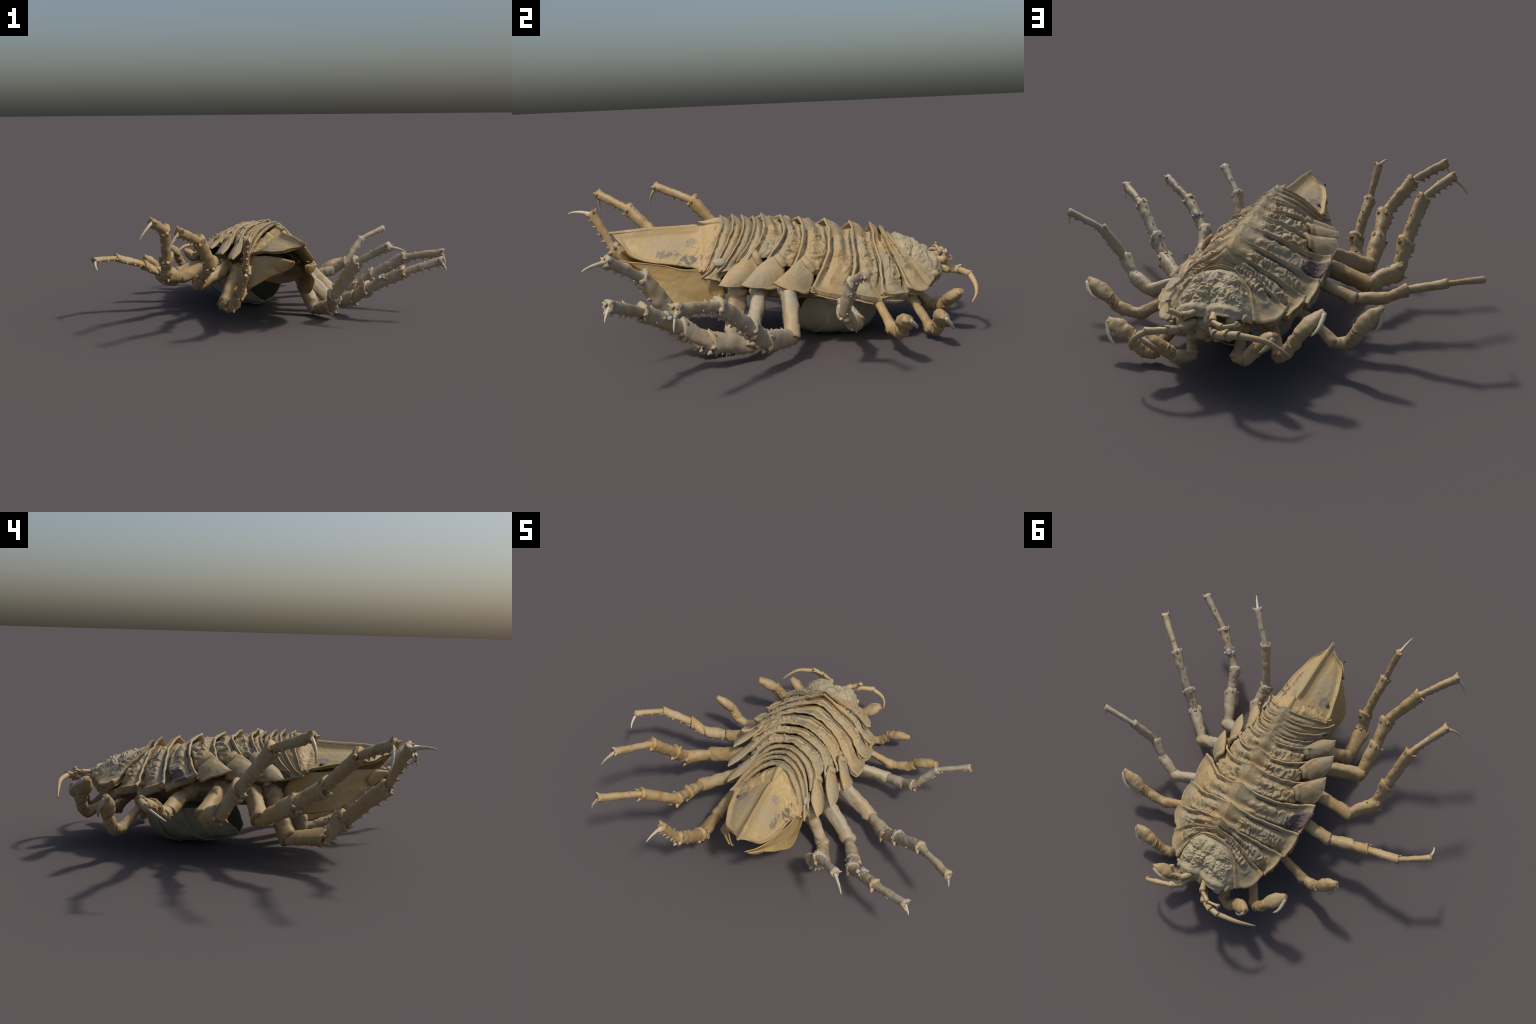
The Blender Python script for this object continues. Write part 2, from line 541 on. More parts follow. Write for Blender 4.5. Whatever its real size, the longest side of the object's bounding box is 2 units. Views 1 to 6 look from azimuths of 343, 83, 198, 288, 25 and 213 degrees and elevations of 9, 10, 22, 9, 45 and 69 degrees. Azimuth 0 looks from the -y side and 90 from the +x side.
# ------------------------------------------------------------------ legs
def leg_segment(p0, p1, q, prof_a, prof_b, spines=(), seed=0, cup=0.35, shape=2.3, n=16, groove=0.0, over=0.006, tilt=.3, thorn=.006):
    """One limb joint: a flattened, slightly bowed shaft that flares into a lipped cup at its far end.
    q is the flexor direction; spines = (count on flexor edge, count on outer edge, ring at the cup)."""
    d, a, b = frame(p1 - p0, q)
    L = np.linalg.norm(p1 - p0)
    t = np.linspace(0, 1, n)
    path = p0 + np.outer(t * L, d) + np.outer(np.sin(t * math.pi) * -0.010 * L, a)
    path[-1] += d * over
    x = np.linspace(0, 1, len(prof_a))
    ra = pchip(x, prof_a, t)
    rb = pchip(x, prof_b, t)
    k = 22
    lipscale = 1 + 0.05 * gauss(t, .97, .05)
    ra, rb = ra * lipscale, rb * lipscale

    def wob(ring, c, tt):
        D = ring - c
        r = 1 + 0.22 * fbm(ring, 24, 3, seed) + 0.30 * np.maximum(perlin(ring, 70, seed + 3) - .12, 0)
        if groove:
            sb = (D @ b) / (np.linalg.norm(D, axis=1) + 1e-9)
            r = r * (1 - groove * gauss(sb, -0.95, 0.35) * math.sin(math.pi * min(1, tt * 1.1)) ** .5)
        ring2 = c + D * r[:, None]
        k_ = float(sstep(.72, 1.0, np.array(tt)))
        return ring2 + d * ((-(D @ a) * tilt + .010 * perlin(ring, 75, seed + 8)) * k_)[:, None]

    # closed cup: last ring steps inwards and back to form a socket
    v, f = tube(path, ra, rb, a, k, shape, wob)
    bag = Bag()
    # socket: replace the flat end cap by an inner ring pushed back into the shaft
    v = v.copy()
    v[-1] = path[-1] - d * cup * min(ra[-1], rb[-1]) * 1.2
    bag.add(v, f)
    rs = np.random.RandomState(seed + 100)
    nf, no, nr = spines
    mean = 0.5 * (prof_a[-1] + prof_b[-1])
    for i in range(nf):
        tt = (i + .7 + rs.uniform(-.15, .15)) / (nf + .45)
        tt = min(tt, .97)
        c = p0 + d * L * tt
        r = np.interp(tt, x, prof_a)
        side = b * rs.uniform(-.35, .35)
        dirn = a + side + d * rs.uniform(.25, .6)
        bag.add(*cone(c + a * r * .88 + side * r * .3, dirn, thorn * rs.uniform(1.8, 3.0), thorn * rs.uniform(.75, 1.1)))
    for i in range(no):
        tt = (i + .6 + rs.uniform(-.2, .2)) / (no + .3)
        tt = min(tt, .97)
        c = p0 + d * L * tt
        r = np.interp(tt, x, prof_a)
        bag.add(*cone(c - a * r * .88, -a + d * .5 + b * rs.uniform(-.5, .5), thorn * rs.uniform(1.5, 2.4), thorn * .85))
    for i in range(nr):
        an = 2 * math.pi * (i + rs.uniform(-.2, .2)) / nr
        e = a * math.cos(an) * prof_a[-1] + b * math.sin(an) * prof_b[-1]
        bag.add(*cone(p1 + e * .93, e / np.linalg.norm(e) * rs.uniform(.4, .9) + d * .7, thorn * rs.uniform(1.6, 3.0), thorn * rs.uniform(.8, 1.2)))
    return bag


def claw_path(p, t, bow, n=12):
    m = (p + t) / 2 + bow
    u = np.linspace(0, 1, n)[:, None]
    return (1 - u) ** 2 * p + 2 * u * (1 - u) * m + u * u * t


def claw(p, t, bow, r0, mat, parent, white=None):
    path = claw_path(p, t, bow)
    u = np.linspace(0, 1, len(path))
    r = r0 * (1 - u) ** .75 + .0022
    v, f = tube(path, r, r * .8, bow + V(.001, .002, .003), 10, 2.0,
                lambda ring, c, tt: c + (ring - c) * (1 + .12 * perlin(ring, 60, 2))[:, None])
    return make('claw', v, f, mat, parent)


def build():
    global ROOT
    ROOT = bpy.data.objects.new('giant_isopod', None)
    ROOT.empty_display_size = 0.2
    bpy.context.scene.collection.objects.link(ROOT)
    ROOT['label'] = 'dried tan giant isopod with ridged plates and spiny splayed legs'
    ROOT['category'] = 'isopod'

    m_shell = material('shell_tan', TAN, GRY, DRK, .62, 6.0, .68, .55, 95, alt2=(.345, .225, .095))
    m_head = material('head_shell', (.40, .325, .195), (.345, .29, .185), DRK, .6, 8.0, .35, .35, 110)
    m_tail = material('tail_shell', (.42, .302, .14), (.38, .27, .13), DRK, .6, 5.0, .5, .32, 100, smudges=[
        (.085, -.44, .46, .12, .20, .075, (.35, .275, .165), 30, .8), (-.06, -.44, .47, .09, .17, .06, (.35, .28, .175), 30, .8),
        (.155, -.355, .41, .07, .11, .06, GRIT, 45, .95), (.125, -.45, .425, .05, .12, .035, (.165, .14, .105), 55, .85),
        (-.10, -.37, .46, .05, .06, .06, (.16, .15, .135), 60, .7), (.09, -.34, .47, .06, .06, .05, (.16, .15, .135), 70, .6)], alt2=TAN)
    m_leg = material('leg_shell', (.385, .29, .158), (.37, .25, .108), DRK, .55, 9.0, .45, .45, 90, alt2=(.32, .19, .08))
    m_leg_grey = material('leg_shell_grey', (.37, .32, .235), (.38, .295, .175), DRK, .55, 8.0, .45, .45, 90, alt2=(.36, .245, .125))
    m_fin = material('fin_shell', (.41, .29, .13), (.39, .26, .10), (.16, .12, .07), .5, 5.0, .25, .22, 80)
    m_joint = material('joint_membrane', (.31, .175, .065), (.23, .12, .045), (.09, .05, .03), .5, 20, .4, .3, 120)
    m_claw = material('claw_horn', (.48, .38, .23), (.56, .49, .37), (.3, .22, .12), .4, 12, .2, .2, 90)
    m_claw_w = material('claw_white', (.54, .48, .37), (.46, .37, .23), (.35, .28, .18), .4, 12, .2, .2, 90)
    m_ant = material('antenna_shell', (.44, .31, .14), (.42, .33, .20), (.2, .12, .05), .5, 22, .3, .25, 120)
    m_pouch = material('brood_membrane', (.33, .325, .25), (.33, .29, .19), (.14, .12, .08), .5, 6, .25, .25, 60, alt2=(.38, .385, .32))
    m_belly = material('belly_skin', (.26, .185, .10), (.30, .23, .14), (.08, .05, .03), .6, 9, .4, .4, 70)
    m_patch = material('crust_purple', (.105, .077, .064), (.175, .115, .096), (.34, .265, .235), .85, 30, .85, .8, 75, alt2=(.22, .135, .125))
    m_white = material('crust_white', (.40, .375, .33), (.36, .33, .28), (.2, .18, .15), .7, 20, .3, .4, 90)
    m_oval = material('crust_pale', (.37, .32, .235), (.34, .29, .21), (.2, .18, .15), .7, 25, .4, .4, 120)
    m_dust = material('furrow_grit', (.105, .088, .068), (.16, .13, .09), (.05, .045, .04), .9, 30, .5, .6, 120)
    m_grit = material('dark_grit', (.06, .055, .055), (.11, .10, .09), (.02, .02, .02), .9, 40, .5, .6, 120)

    # ---- back plates
    for k in range(1, 12):
        ns, nt = (261, 58) if k <= 7 else (181, 30)
        P, th = segment(k, ns, nt)
        v, f = shell(P, th)
        make('thorax_segment' if k <= 7 else 'abdomen_segment', v, f, m_shell)

    # ---- dark grit caught behind the wrinkles and at the rims, as thin crusts of its own
    for k in range(1, 12):
        ns, nt = (521, 110) if k <= 7 else (361, 60)
        P, _ = segment(k, ns, nt)
        N = grid_normals(P)
        if N[..., 2].mean() < 0:
            N = -N
        a = np.abs(np.linspace(-1, 1, ns))[:, None]
        tt = (1 - (1 - np.linspace(0, 1, nt)) ** 1.5)[None]
        big = fbm(P, 9, 2, k + 60)
        fine = perlin(P, 120, k + 61) + .6 * perlin(P, 260, k + 62)
        if k <= 7:
            where = gauss(tt, .83, .06) * sstep(.22, .3, a) * (1 - sstep(.78, .88, a)) + .9 * gauss(tt, .20, .06) * (1 - sstep(.75, .85, a))
        else:
            where = .9 * gauss(tt, .22, .10)
        m = where * .75 + big * .45 + fine * .30 > .55
        ok = m[:-1, :-1] & m[1:, :-1] & m[:-1, 1:] & m[1:, 1:]
        ii, jj = np.nonzero(ok)
        if len(ii) < 10:
            continue
        Q = (P + N * (.0011 + .0006 * fine[..., None])).reshape(-1, 3)
        F = np.stack([ii * nt + jj, (ii + 1) * nt + jj, (ii + 1) * nt + jj + 1, ii * nt + jj + 1], 1)
        used, inv = np.unique(F, return_inverse=True)
        make('furrow_grit', Q[used], inv.reshape(F.shape), m_dust)['kind'] = 'stuff'

    # ---- side plates of the last three thorax segments
    COX = {
        5: [(.228, .128, .090), (.250, .085, .072), (.284, .030, .042), (.325, -.016, .023), (.342, .040, .0), (.341, .080, -.012), (.332, .118, -.032), (.302, .150, -.030), (.262, .168, .040)],
        6: [(.205, .018, .102), (.222, -.050, .080), (.254, -.105, .040), (.2955, -.150, .012), (.308, -.100, .002), (.305, -.060, -.004), (.298, -.020, -.015), (.275, .030, -.005), (.236, .046, .062)],
        7: [(.165, -.075, .112), (.174, -.120, .088), (.196, -.188, .048), (.2545, -.241, .001), (.264, -.200, -.004), (.260, -.165, -.008), (.252, -.135, -.012), (.235, -.085, .0), (.195, -.055, .065)],
    }
    for k, o in COX.items():
        for sg in (1, -1):
            O = np.array(o) * V(sg, 1, 1)
            ax = world(V(sg, 0, .7)) - world(V(0, 0, 0))
            # double the tip so that it stays pointed
            O = np.vstack([O[:3], O[3] * .92 + O[2] * .08, O[3], O[3] * .92 + O[4] * .08, O[4:]])
            v, f = leaf_plate(world(O), .015, .018, ax, seed=k, lip=.004)
            make('side_plate', v, f, m_shell)
            # collar where the plate meets the back plate
            a, b = world(O[0]), world(O[-1])
            pth = catmull([a + (a - b) * .05, (a + b) / 2 + ax * .008, b], 5)
            rr = np.full(len(pth), .011)
            v, f = tube(pth, rr, rr * 1.5, ax, 12, 2, lambda ring, c, tt: c + (ring - c) * (1 + .2 * perlin(ring, 50, 1))[:, None])
            make('plate_collar', v, f, m_shell)

    # ---- tail shield
    KEEL = [(-.17, .205), (-.205, .215), (-.262, .212), (-.30, .186), (-.34, .182), (-.45, .180), (-.55, .181), (-.64, .183), (-.694, .182)]
    EDGE = [(-.18, .174, .050), (-.20, .180, .044), (-.255, .184, .042), (-.29, .180, .044), (-.33, .171, .050), (-.385, .160, .062), (-.458, .148, .076), (-.53, .127, .083), (-.585, .106, .097), (-.603, .092, .104),
            (-.625, .062, .125), (-.648, .034, .146), (-.675, .011, .170), (-.694, .0005, .182)]
    ny, nw = 150, 121
    ys = -np.concatenate([np.linspace(.175, .59, 110), np.linspace(.5925, .6938, 40)])
    K = np.array(KEEL)
    Eg = np.array(EDGE)
    hk = pchip(-K[:, 0], K[:, 1], -ys)
    we = pchip(-Eg[:, 0], Eg[:, 1], -ys)
    he = pchip(-Eg[:, 0], Eg[:, 2], -ys)
    s = np.linspace(-1, 1, nw)
    P = np.zeros((nw, ny, 3))
    A = np.abs(s)[:, None]
    front = sstep(-.29, -.215, ys)[None]
    P[..., 0] = s[:, None] * we - .011 * sstep(-.22, -.36, ys)[None]
    P[..., 1] = ys + 0 * A
    # the front border sweeps back at the sides
    prof = (1 - A) * .84 + .10 * (1 - A) ** 3
    prof = prof / prof.max()
    bell = 1 - A ** 1.5
    P[..., 2] = he + (hk - he) * (prof * (1 - front * .75) + bell * front * .75)
    P[..., 2] -= .010 * s[:, None] * sstep(-.28, -.5, ys)[None] * (we / .12).clip(0, 1)
    P[..., 1] -= .10 * A ** 1.5 * sstep(-.33, -.20, ys)[None]
    wd = A * we
    P[..., 2] += .017 * np.clip(1 - wd / .017, 0, 1) ** .8 * sstep(-.285, -.32, ys)[None] * (1 - .7 * sstep(-.5, -.69, ys)[None])
    P[..., 2] -= .006 * gauss(wd, .03, .02) * sstep(-.29, -.33, ys)[None] * sstep(-.69, -.6, ys)[None]
    rimd = we - wd
    P[..., 2] += .009 * gauss(rimd, .004, .008) * sstep(-.29, -.34, ys)[None] * sstep(.015, .05, we)
    P[..., 2] -= .006 * gauss(rimd, .026, .014) * sstep(.03, .08, we)
    # lumpy front field
    lump = sstep(-.345, -.29, ys)[None]
    P[..., 2] += lump * (.020 * np.abs(perlin(P, 24, 4)) + .007 * perlin(P, 55, 5) - .003) * sstep(.02, .05, wd)
    P[..., 2] += .0016 * fbm(P, 50, 3, 8) + .0012 * perlin(P, 140, 3)
    v, f = shell(world(P), .011)
    tail = make('tail_shield', v, f, m_tail)
    # tooth on the keel's front boss
    pth = world(np.array([(0, -.19, .205), (0, -.22, .208), (0, -.255, .206), (0, -.283, .207), (0, -.302, .214)]))
    ra = np.array([.020, .019, .014, .008, .0015])
    v, f = tube(catmull(pth, 5), np.interp(np.linspace(0, 1, 21), np.linspace(0, 1, 5), ra), np.interp(np.linspace(0, 1, 21), np.linspace(0, 1, 5), ra), V(1, 0, -.17), 18, 1.5)
    make('keel_tooth', v, f, m_tail, tail)
    for c, r, mt in ((world(V(-.138, -.373, .082)), (.011, .011, .007), m_grit), (world(V(-.10, -.64, .115)), (.006, .006, .005), m_grit)):
        v, f = blob(c, r, 3, .5, 9)
        make('grit_lump', v, f, mt, tail)
    c = world(V(.176, -.226, .079))
    v, f = blob(c, (.009, .027, .018), 5, .2, 14, axes=(V(.92, 0, .4), V(0, 1, 0), V(-.4, 0, .92)))
    make('pale_crust', v, f, m_oval, tail)

    # ---- tail fins (plates hanging under the tail shield's edge)
    FIN_R = [(.165, -.27, .035), (.155, -.385, .050), (.139, -.46, .066), (.110, -.55, .074), (.070, -.62, .072), (.026, -.658, .063),
             (.045, -.630, .032), (.078, -.590, .012), (.118, -.545, -.008), (.152, -.503, -.030), (.176, -.437, -.088), (.189, -.385, -.120), (.191, -.330, -.141), (.184, -.250, -.152), (.180, -.21, -.06)]
    FIN_L = [(-.165, -.27, .035), (-.155, -.385, .050), (-.139, -.46, .066), (-.112, -.55, .076), (-.080, -.62, .080), (-.046, -.662, .074),
             (-.056, -.617, .025), (-.1045, -.58, -.012), (-.131, -.54, -.043), (-.161, -.505, -.076), (-.184, -.455, -.112), (-.180, -.39, -.130), (-.164, -.32, -.143), (-.150, -.25, -.145), (-.165, -.21, -.06)]
    TIP_R = [(.088, -.615, .068), (.05, -.648, .066), (.026, -.657, .058), (.045, -.630, .027), (.070, -.600, .012), (.092, -.592, .035)]
    TIP_L = [(-.092, -.615, .070), (-.066, -.645, .076), (-.047, -.660, .070), (-.056, -.622, .028), (-.080, -.598, .006), (-.108, -.585, .03)]
    for sg, o, tp in ((1, FIN_R, TIP_R), (-1, FIN_L, TIP_L)):
        ax = world(V(sg, -.1, -.1)) - world(V(0, 0, 0))
        v, f = leaf_plate(world(o), .016 if sg > 0 else .026, .014, ax, n=7, rings=22, seed=31 + sg, lip=.002, rough=.002)
        fin = make('tail_fin', v, f, m_fin)
        v, f = leaf_plate(world(np.array(tp) + V(sg * .013, 0, 0)), .006, .012, ax, n=7, rings=8, seed=3, lip=.001, rough=.001)
        make('fin_tip', v, f, m_fin, fin)
    # swimming plates between the fins
    for i in range(5):
        y = -.22 - .035 * i
        for sg in (1, -1):
            o = [(.01, y, .03), (.075, y - .02, .03), (.105, y - .06, .0), (.085, y - .10, -.03), (.03, y - .10, -.03), (.005, y - .05, -.01)]
            ax = world(V(0, -.3, -1)) - world(V(0, 0, 0))
            v, f = leaf_plate(world(np.array(o) * V(sg, 1, 1)), .012, .006, ax, n=5, rings=8, seed=i)
            make('swimming_plate', v, f, m_belly)

    # ---- belly
    n, k = 40, 40
    ys = np.linspace(.735, -.30, n)
    rings = []
    ang = np.linspace(0, 2 * math.pi, k, endpoint=False)
    W = pchip([0, .1, .35, .6, .8, 1], [.09, .21, .275, .265, .20, .13], np.linspace(0, 1, n))
    TOP = pchip([0, .1, .35, .6, .8, 1], [-.08, -.04, .0, .04, .07, .06], np.linspace(0, 1, n))
    BOT = pchip([0, .1, .35, .6, .8, 1], [-.10, -.14, -.155, -.14, -.12, -.10], np.linspace(0, 1, n))
    for i in range(n):
        c, s_ = np.cos(ang), np.sin(ang)
        h0 = -.068
        hh = np.where(s_ > 0, h0 + (TOP[i] - h0) * s_, h0 + (BOT[i] - h0) * -s_)
        c = c * np.where(s_ > 0, 1 - .45 * s_, 1 - .25 * -s_)
        groove = 1 + .04 * math.sin(i * 1.9)
        rings.append(np.stack([W[i] * c * groove, np.full(k, ys[i]), hh], 1))
    P = np.array(rings)
    P = P + .006 * fbm(P, 22, 3, 2)[..., None]
    v = np.vstack([world(P).reshape(-1, 3), world(P[:1].mean(1)), world(P[-1:].mean(1))])
    f = grid_faces(n, k, 0, True, True)
    f += [(n * k, j, (j + 1) % k) for j in range(k)] + [(n * k + 1, (n - 1) * k + (j + 1) % k, (n - 1) * k + j) for j in range(k)]
    make('belly', v, f, m_belly)

    # ---- brood pouch: overlapping membrane plates forming a bowl below the belly
    ZB = np.array([(.06, .046), (.085, .038), (.18, .012), (.26, .004), (.34, .003), (.43, .018), (.47, .05), (.50, .11)])
    HW = {-1: np.array([(.06, .05), (.085, .07), (.15, .14), (.25, .235), (.35, .275), (.44, .225), (.48, .16), (.50, .10)]),
          1: np.array([(.06, .13), (.085, .14), (.15, .175), (.25, .21), (.35, .205), (.44, .145), (.48, .10), (.50, .07)])}

    def pouch_plate(y0, y1, side, dy, grow, seed):
        na, nb = 36, 40
        a = np.linspace(0, 1, na)[:, None]     # rim -> bottom
        b = np.linspace(0, 1, nb)[None, :]     # front -> rear
        y = np.clip(y0 + (y1 - y0) * b - dy * (a - .3), .06, .5)
        y = y + .012 * perlin(np.stack([a * 6 + 0 * b, b * 0 + 0 * a, 0 * a + 0 * b + seed], -1), 1, seed) * sstep(.8, 1, b)
        zb = pchip(ZB[:, 0], ZB[:, 1], y)
        hw = pchip(HW[side][:, 0], HW[side][:, 1], y) * grow
        x = .022 + side * (hw * np.cos(a * math.pi / 2) ** .75 - .012 * a)
        z = .20 - (.20 - zb) * np.sin(a * math.pi / 2) ** 1.1 * (2 - 1 / grow)
        P = np.stack([x, y, z], -1)
        P = P + .005 * fbm(P, 16, 3, seed)[..., None]
        P[..., 2] = np.maximum(P[..., 2], .0015)
        return P
    for i, (y0, y1) in enumerate(((.50, .37), (.41, .24), (.30, .085))):
        for sg in (1, -1):
            P = pouch_plate(y0, y1 + (.02 if i == 2 else 0), sg, .09 if i < 2 else .14, 1.0 - .025 * i + .012 * sg, i * 3 + sg)
            N = grid_normals(P)
            cen = V(0, .3, .2)
            if (N * (P - cen)).sum(-1).mean() < 0:
                P = P[:, ::-1]
            v, f = shell(P, .004)
            make('brood_plate', v, f, m_pouch)

    # ---- head
    na, nb = 201, 121
    s = np.linspace(-1, 1, na)
    B = crest(0, s, .02) + V(0, -.016, -.013)
    MID = [(0, .664, .064), (.05, .664, .060), (.093, .661, .041), (.13, .676, .006), (.155, .700, -.030), (.173, .722, -.075)]
    FRT = [(0, .770, -.034), (.025, .778, -.027), (.055, .786, -.018), (.09, .788, -.020), (.118, .778, -.034), (.145, .753, -.050), (.175, .725, -.080)]
    M = half(MID, s, .02)
    M[:, 2] += .012 * (s > 0) * np.sin(np.abs(s) * math.pi)
    F_ = half(FRT, s, .006)
    t = np.linspace(0, 1, nb)[None, :, None]
    l0 = 2 * (t - .5) * (t - 1)
    l1 = -4 * t * (t - 1)
    l2 = 2 * t * (t - .5)
    P = B[:, None] * l0 + M[:, None] * l1 + F_[:, None] * l2
    N = grid_normals(P)
    if N[..., 2].mean() < 0:
        N = -N
    w, y = P[..., 0], P[..., 1]
    # brain-like lobes: cells with deep furrows, wrinkled inside
    cells = [(-.042, .738), (.040, .738), (-.088, .690), (.086, .692), (-.036, .684), (.034, .686), (-.060, .632), (.062, .632), (.0, .628)]
    d = np.sort(np.stack([np.hypot((w + .018 * perlin(P, 26, 1)) - cx, (y + .018 * perlin(P, 26, 2)) - cy) for cx, cy in cells], -1), -1)
    gap = d[..., 1] - d[..., 0]
    tt = t[..., 0]
    field = sstep(.16, .26, tt) * (1 - sstep(.80, .9, tt)) * (1 - sstep(.70, .85, np.abs(s)[:, None]))
    D = field * (.015 * np.sqrt(sstep(-.004, .045, gap)) - .007)
    wr = perlin(P * V(1, 1.2, .6) + perlin(P, 30, 6)[..., None] * .012, 64, 9)
    D += field * .008 * (np.abs(wr) * 1.8 - .25)
    # brow ridge, median notch, eye boss
    D += .010 * gauss(tt, .90, .05) * (1 - .8 * gauss(w, 0, .014)) * (1 - sstep(.72, .85, np.abs(s)[:, None]))
    D -= .008 * gauss(tt, .80, .05) * (1 - sstep(.6, .8, np.abs(s)[:, None]))
    D += .008 * gauss(np.hypot(np.abs(w) - .132, y - .722), 0, .020)
    D += .003 * fbm(P, 40, 3, 4)
    P = P + N * D[..., None]
    v, f = shell(world(P), .014)
    head = make('head', v, f, m_head)
    # face below the brow, with antenna sockets between three buttresses
    bag = Bag()
    v, f = blob(world(V(0, .715, -.075)), (.125, .062, .05), 2, .25, 26)
    bag.add(v, f)
    for w_, r in ((0, .016), (.105, .024), (-.105, .024)):
        pth = world(np.array([(w_, .752, -.03), (w_, .772, -.055), (w_ * .9, .765, -.085), (w_ * .8, .74, -.11)]))
        v, f = tube(catmull(pth, 5), np.full(16, r), np.full(16, r * .8), V(1, 0, 0), 16, 2, lambda ring, c, q: c + (ring - c) * (1 + .25 * perlin(ring, 40, 5))[:, None])
        bag.add(v, f)
    bag.make('face', m_head, head)
    for sg in (1, -1):
        for (w_, y_, h_, r) in ((.035, .745, -.105, (.03, .03, .035)), (.075, .715, -.120, (.035, .045, .03)), (.02, .70, -.14, (.025, .05, .02))):
            v, f = blob(world(V(sg * w_, y_, h_)), r, 3, .35, 14)
            make('mouthpart', v, f, m_ant, head)
        v, f = blob(world(V(sg * .150, .738, -.050)), (.012, .024, .016), 7, .15, 14)
        make('eye', v, f, m_head, head)

    # ---- purple crust on the left side lobe
    n, k = 34, 44
    ph = np.linspace(0, 2 * math.pi, k, endpoint=False)
    P4, _ = segment(4, 241, 46)
    side = P4[:70].reshape(-1, 3)
    N4 = grid_normals(P4)
    if N4[..., 2].mean() < 0:
        N4 = -N4
    n4 = N4[:70].reshape(-1, 3)
    cen = V(-.297, .258, .372)
    axl, axs = V(-.085, -.115, -.015), V(.030, -.045, .030)
    pts = []
    for i, r in enumerate(np.linspace(0, 1, n)):
        for p_ in ph:
            rr = r * (1 + .10 * math.sin(3 * p_ + 1) + .06 * math.sin(5 * p_))
            q = cen + axl * .58 * rr * math.cos(p_) + axs * .78 * rr * math.sin(p_)
            j = np.argmin(((side - q) ** 2).sum(1))
            nn = n4[j]
            q = q - nn * ((q - side[j]) @ nn)
            pts.append((q, nn, r))
    Q = np.array([p[0] for p in pts])
    NN = np.array([p[1] for p in pts])
    R = np.array([p[2] for p in pts])
    lift = .0075 * (1 - R ** 4) - .004 * R ** 8 + .004 * (1 - R ** 6) * perlin(Q, 130, 3)
    Q = Q + NN * lift[:, None]
    make('encrusting_patch', Q, grid_faces(n, k, 0, False, True), m_patch)

    # ---- legs: joints root, base end, second, third, fourth, fifth joint ends, claw tip
    LEGS = {
        'L4': [(-.215, .215, .30), (-.465, .222, .244), (-.599, .190, .263), (-.682, .187, .312), (-.845, .168, .366), (-.986, .081, .375), (-.977, .004, .324)],
        'L5': [(-.20, .06, .315), (-.492, .044, .243), (-.599, -.072, .288), (-.609, -.152, .398), (-.644, -.301, .578), (-.749, -.485, .652), (-.824, -.519, .558)],
        'L6': [(-.19, -.06, .315), (-.442, -.193, .238), (-.444, -.346, .325), (-.435, -.470, .406), (-.534, -.624, .561), (-.670, -.778, .633), (-.728, -.776, .532)],
        'L7': [(-.17, -.15, .32), (-.314, -.287, .141), (-.313, -.455, .171), (-.291, -.527, .244), (-.307, -.702, .404), (-.324, -.792, .580), (-.346, -.905, .578)],
        'R4': [(.25, .25, .225), (.469, .306, .149), (.579, .259, .182), (.644, .212, .242), (.759, .225, .387), (.920, .238, .449), (.917, .255, .392)],
        'R5': [(.27, .05, .29), (.463, .031, .117), (.587, -.091, .148), (.666, -.157, .228), (.815, -.286, .355), (.985, -.436, .394), (.997, -.446, .316)],
        'R6': [(.21, -.06, .28), (.401, -.141, .078), (.479, -.301, .130), (.513, -.415, .204), (.670, -.561, .320), (.846, -.667, .391), (.869, -.683, .335)],
        'R7': [(.18, -.15, .28), (.274, -.196, .037), (.322, -.335, .078), (.304, -.424, .168), (.385, -.560, .380), (.510, -.688, .479), (.571, -.776, .453)],
        'L1': [(-.12, .66, .255), (-.138, .769, .151), (-.183, .790, .168), (-.205, .778, .200), (-.222, .772, .222), (-.291, .787, .289), (-.235, .805, .214)],
        'R1': [(.11, .64, .20), (.072, .735, .106), (.128, .772, .104), (.150, .783, .128), (.170, .790, .145), (.267, .818, .203), (.180, .829, .163)],
        'L2': [(-.20, .58, .255), (-.290, .712, .158), (-.325, .722, .198), (-.348, .712, .238), (-.368, .695, .275), (-.440, .635, .352), (-.419, .724, .283)],
        'R2': [(.18, .60, .19), (.275, .680, .042), (.325, .690, .058), (.352, .690, .088), (.374, .688, .115), (.487, .668, .155), (.428, .728, .081)],
        'L3': [(-.25, .42, .25), (-.450, .462, .130), (-.512, .466, .152), (-.532, .470, .187), (-.548, .472, .222), (-.631, .437, .316), (-.608, .484, .222)],
        'R3': [(.28, .43, .20), (.449, .463, .098), (.545, .467, .114), (.575, .468, .138), (.600, .468, .163), (.711, .446, .215), (.637, .504, .154)],
    }
    for key, J in LEGS.items():
        J = [np.array(p) for p in J]
        drop = (0, .004, .007, .008, .009, .009, .006) if int(key[1]) >= 4 and key != 'R7' else (0, 0, .003, .005, .005, .005, .003)
        if key in ('R5', 'R6'):
            drop = tuple(e + .008 for e in drop)
        if key == 'R4':
            drop = (0, .002, .002, .003, .004, .004, .002)
        J = [p - V(0, 0, e) for p, e in zip(J, drop)]
        if int(key[1]) >= 4:
            J = [J[0]] + [p + V(0, .004, -.003 if key != 'R7' else 0) for p in J[1:]]
        num = int(key[1])
        seed = num * 7 + (50 if key[0] == 'R' else 0)
        rear = num >= 5
        mat = m_leg if key[0] == 'L' else (m_leg_grey if num >= 4 else m_leg)
        q = J[6] - J[5]
        q = q / np.linalg.norm(q)
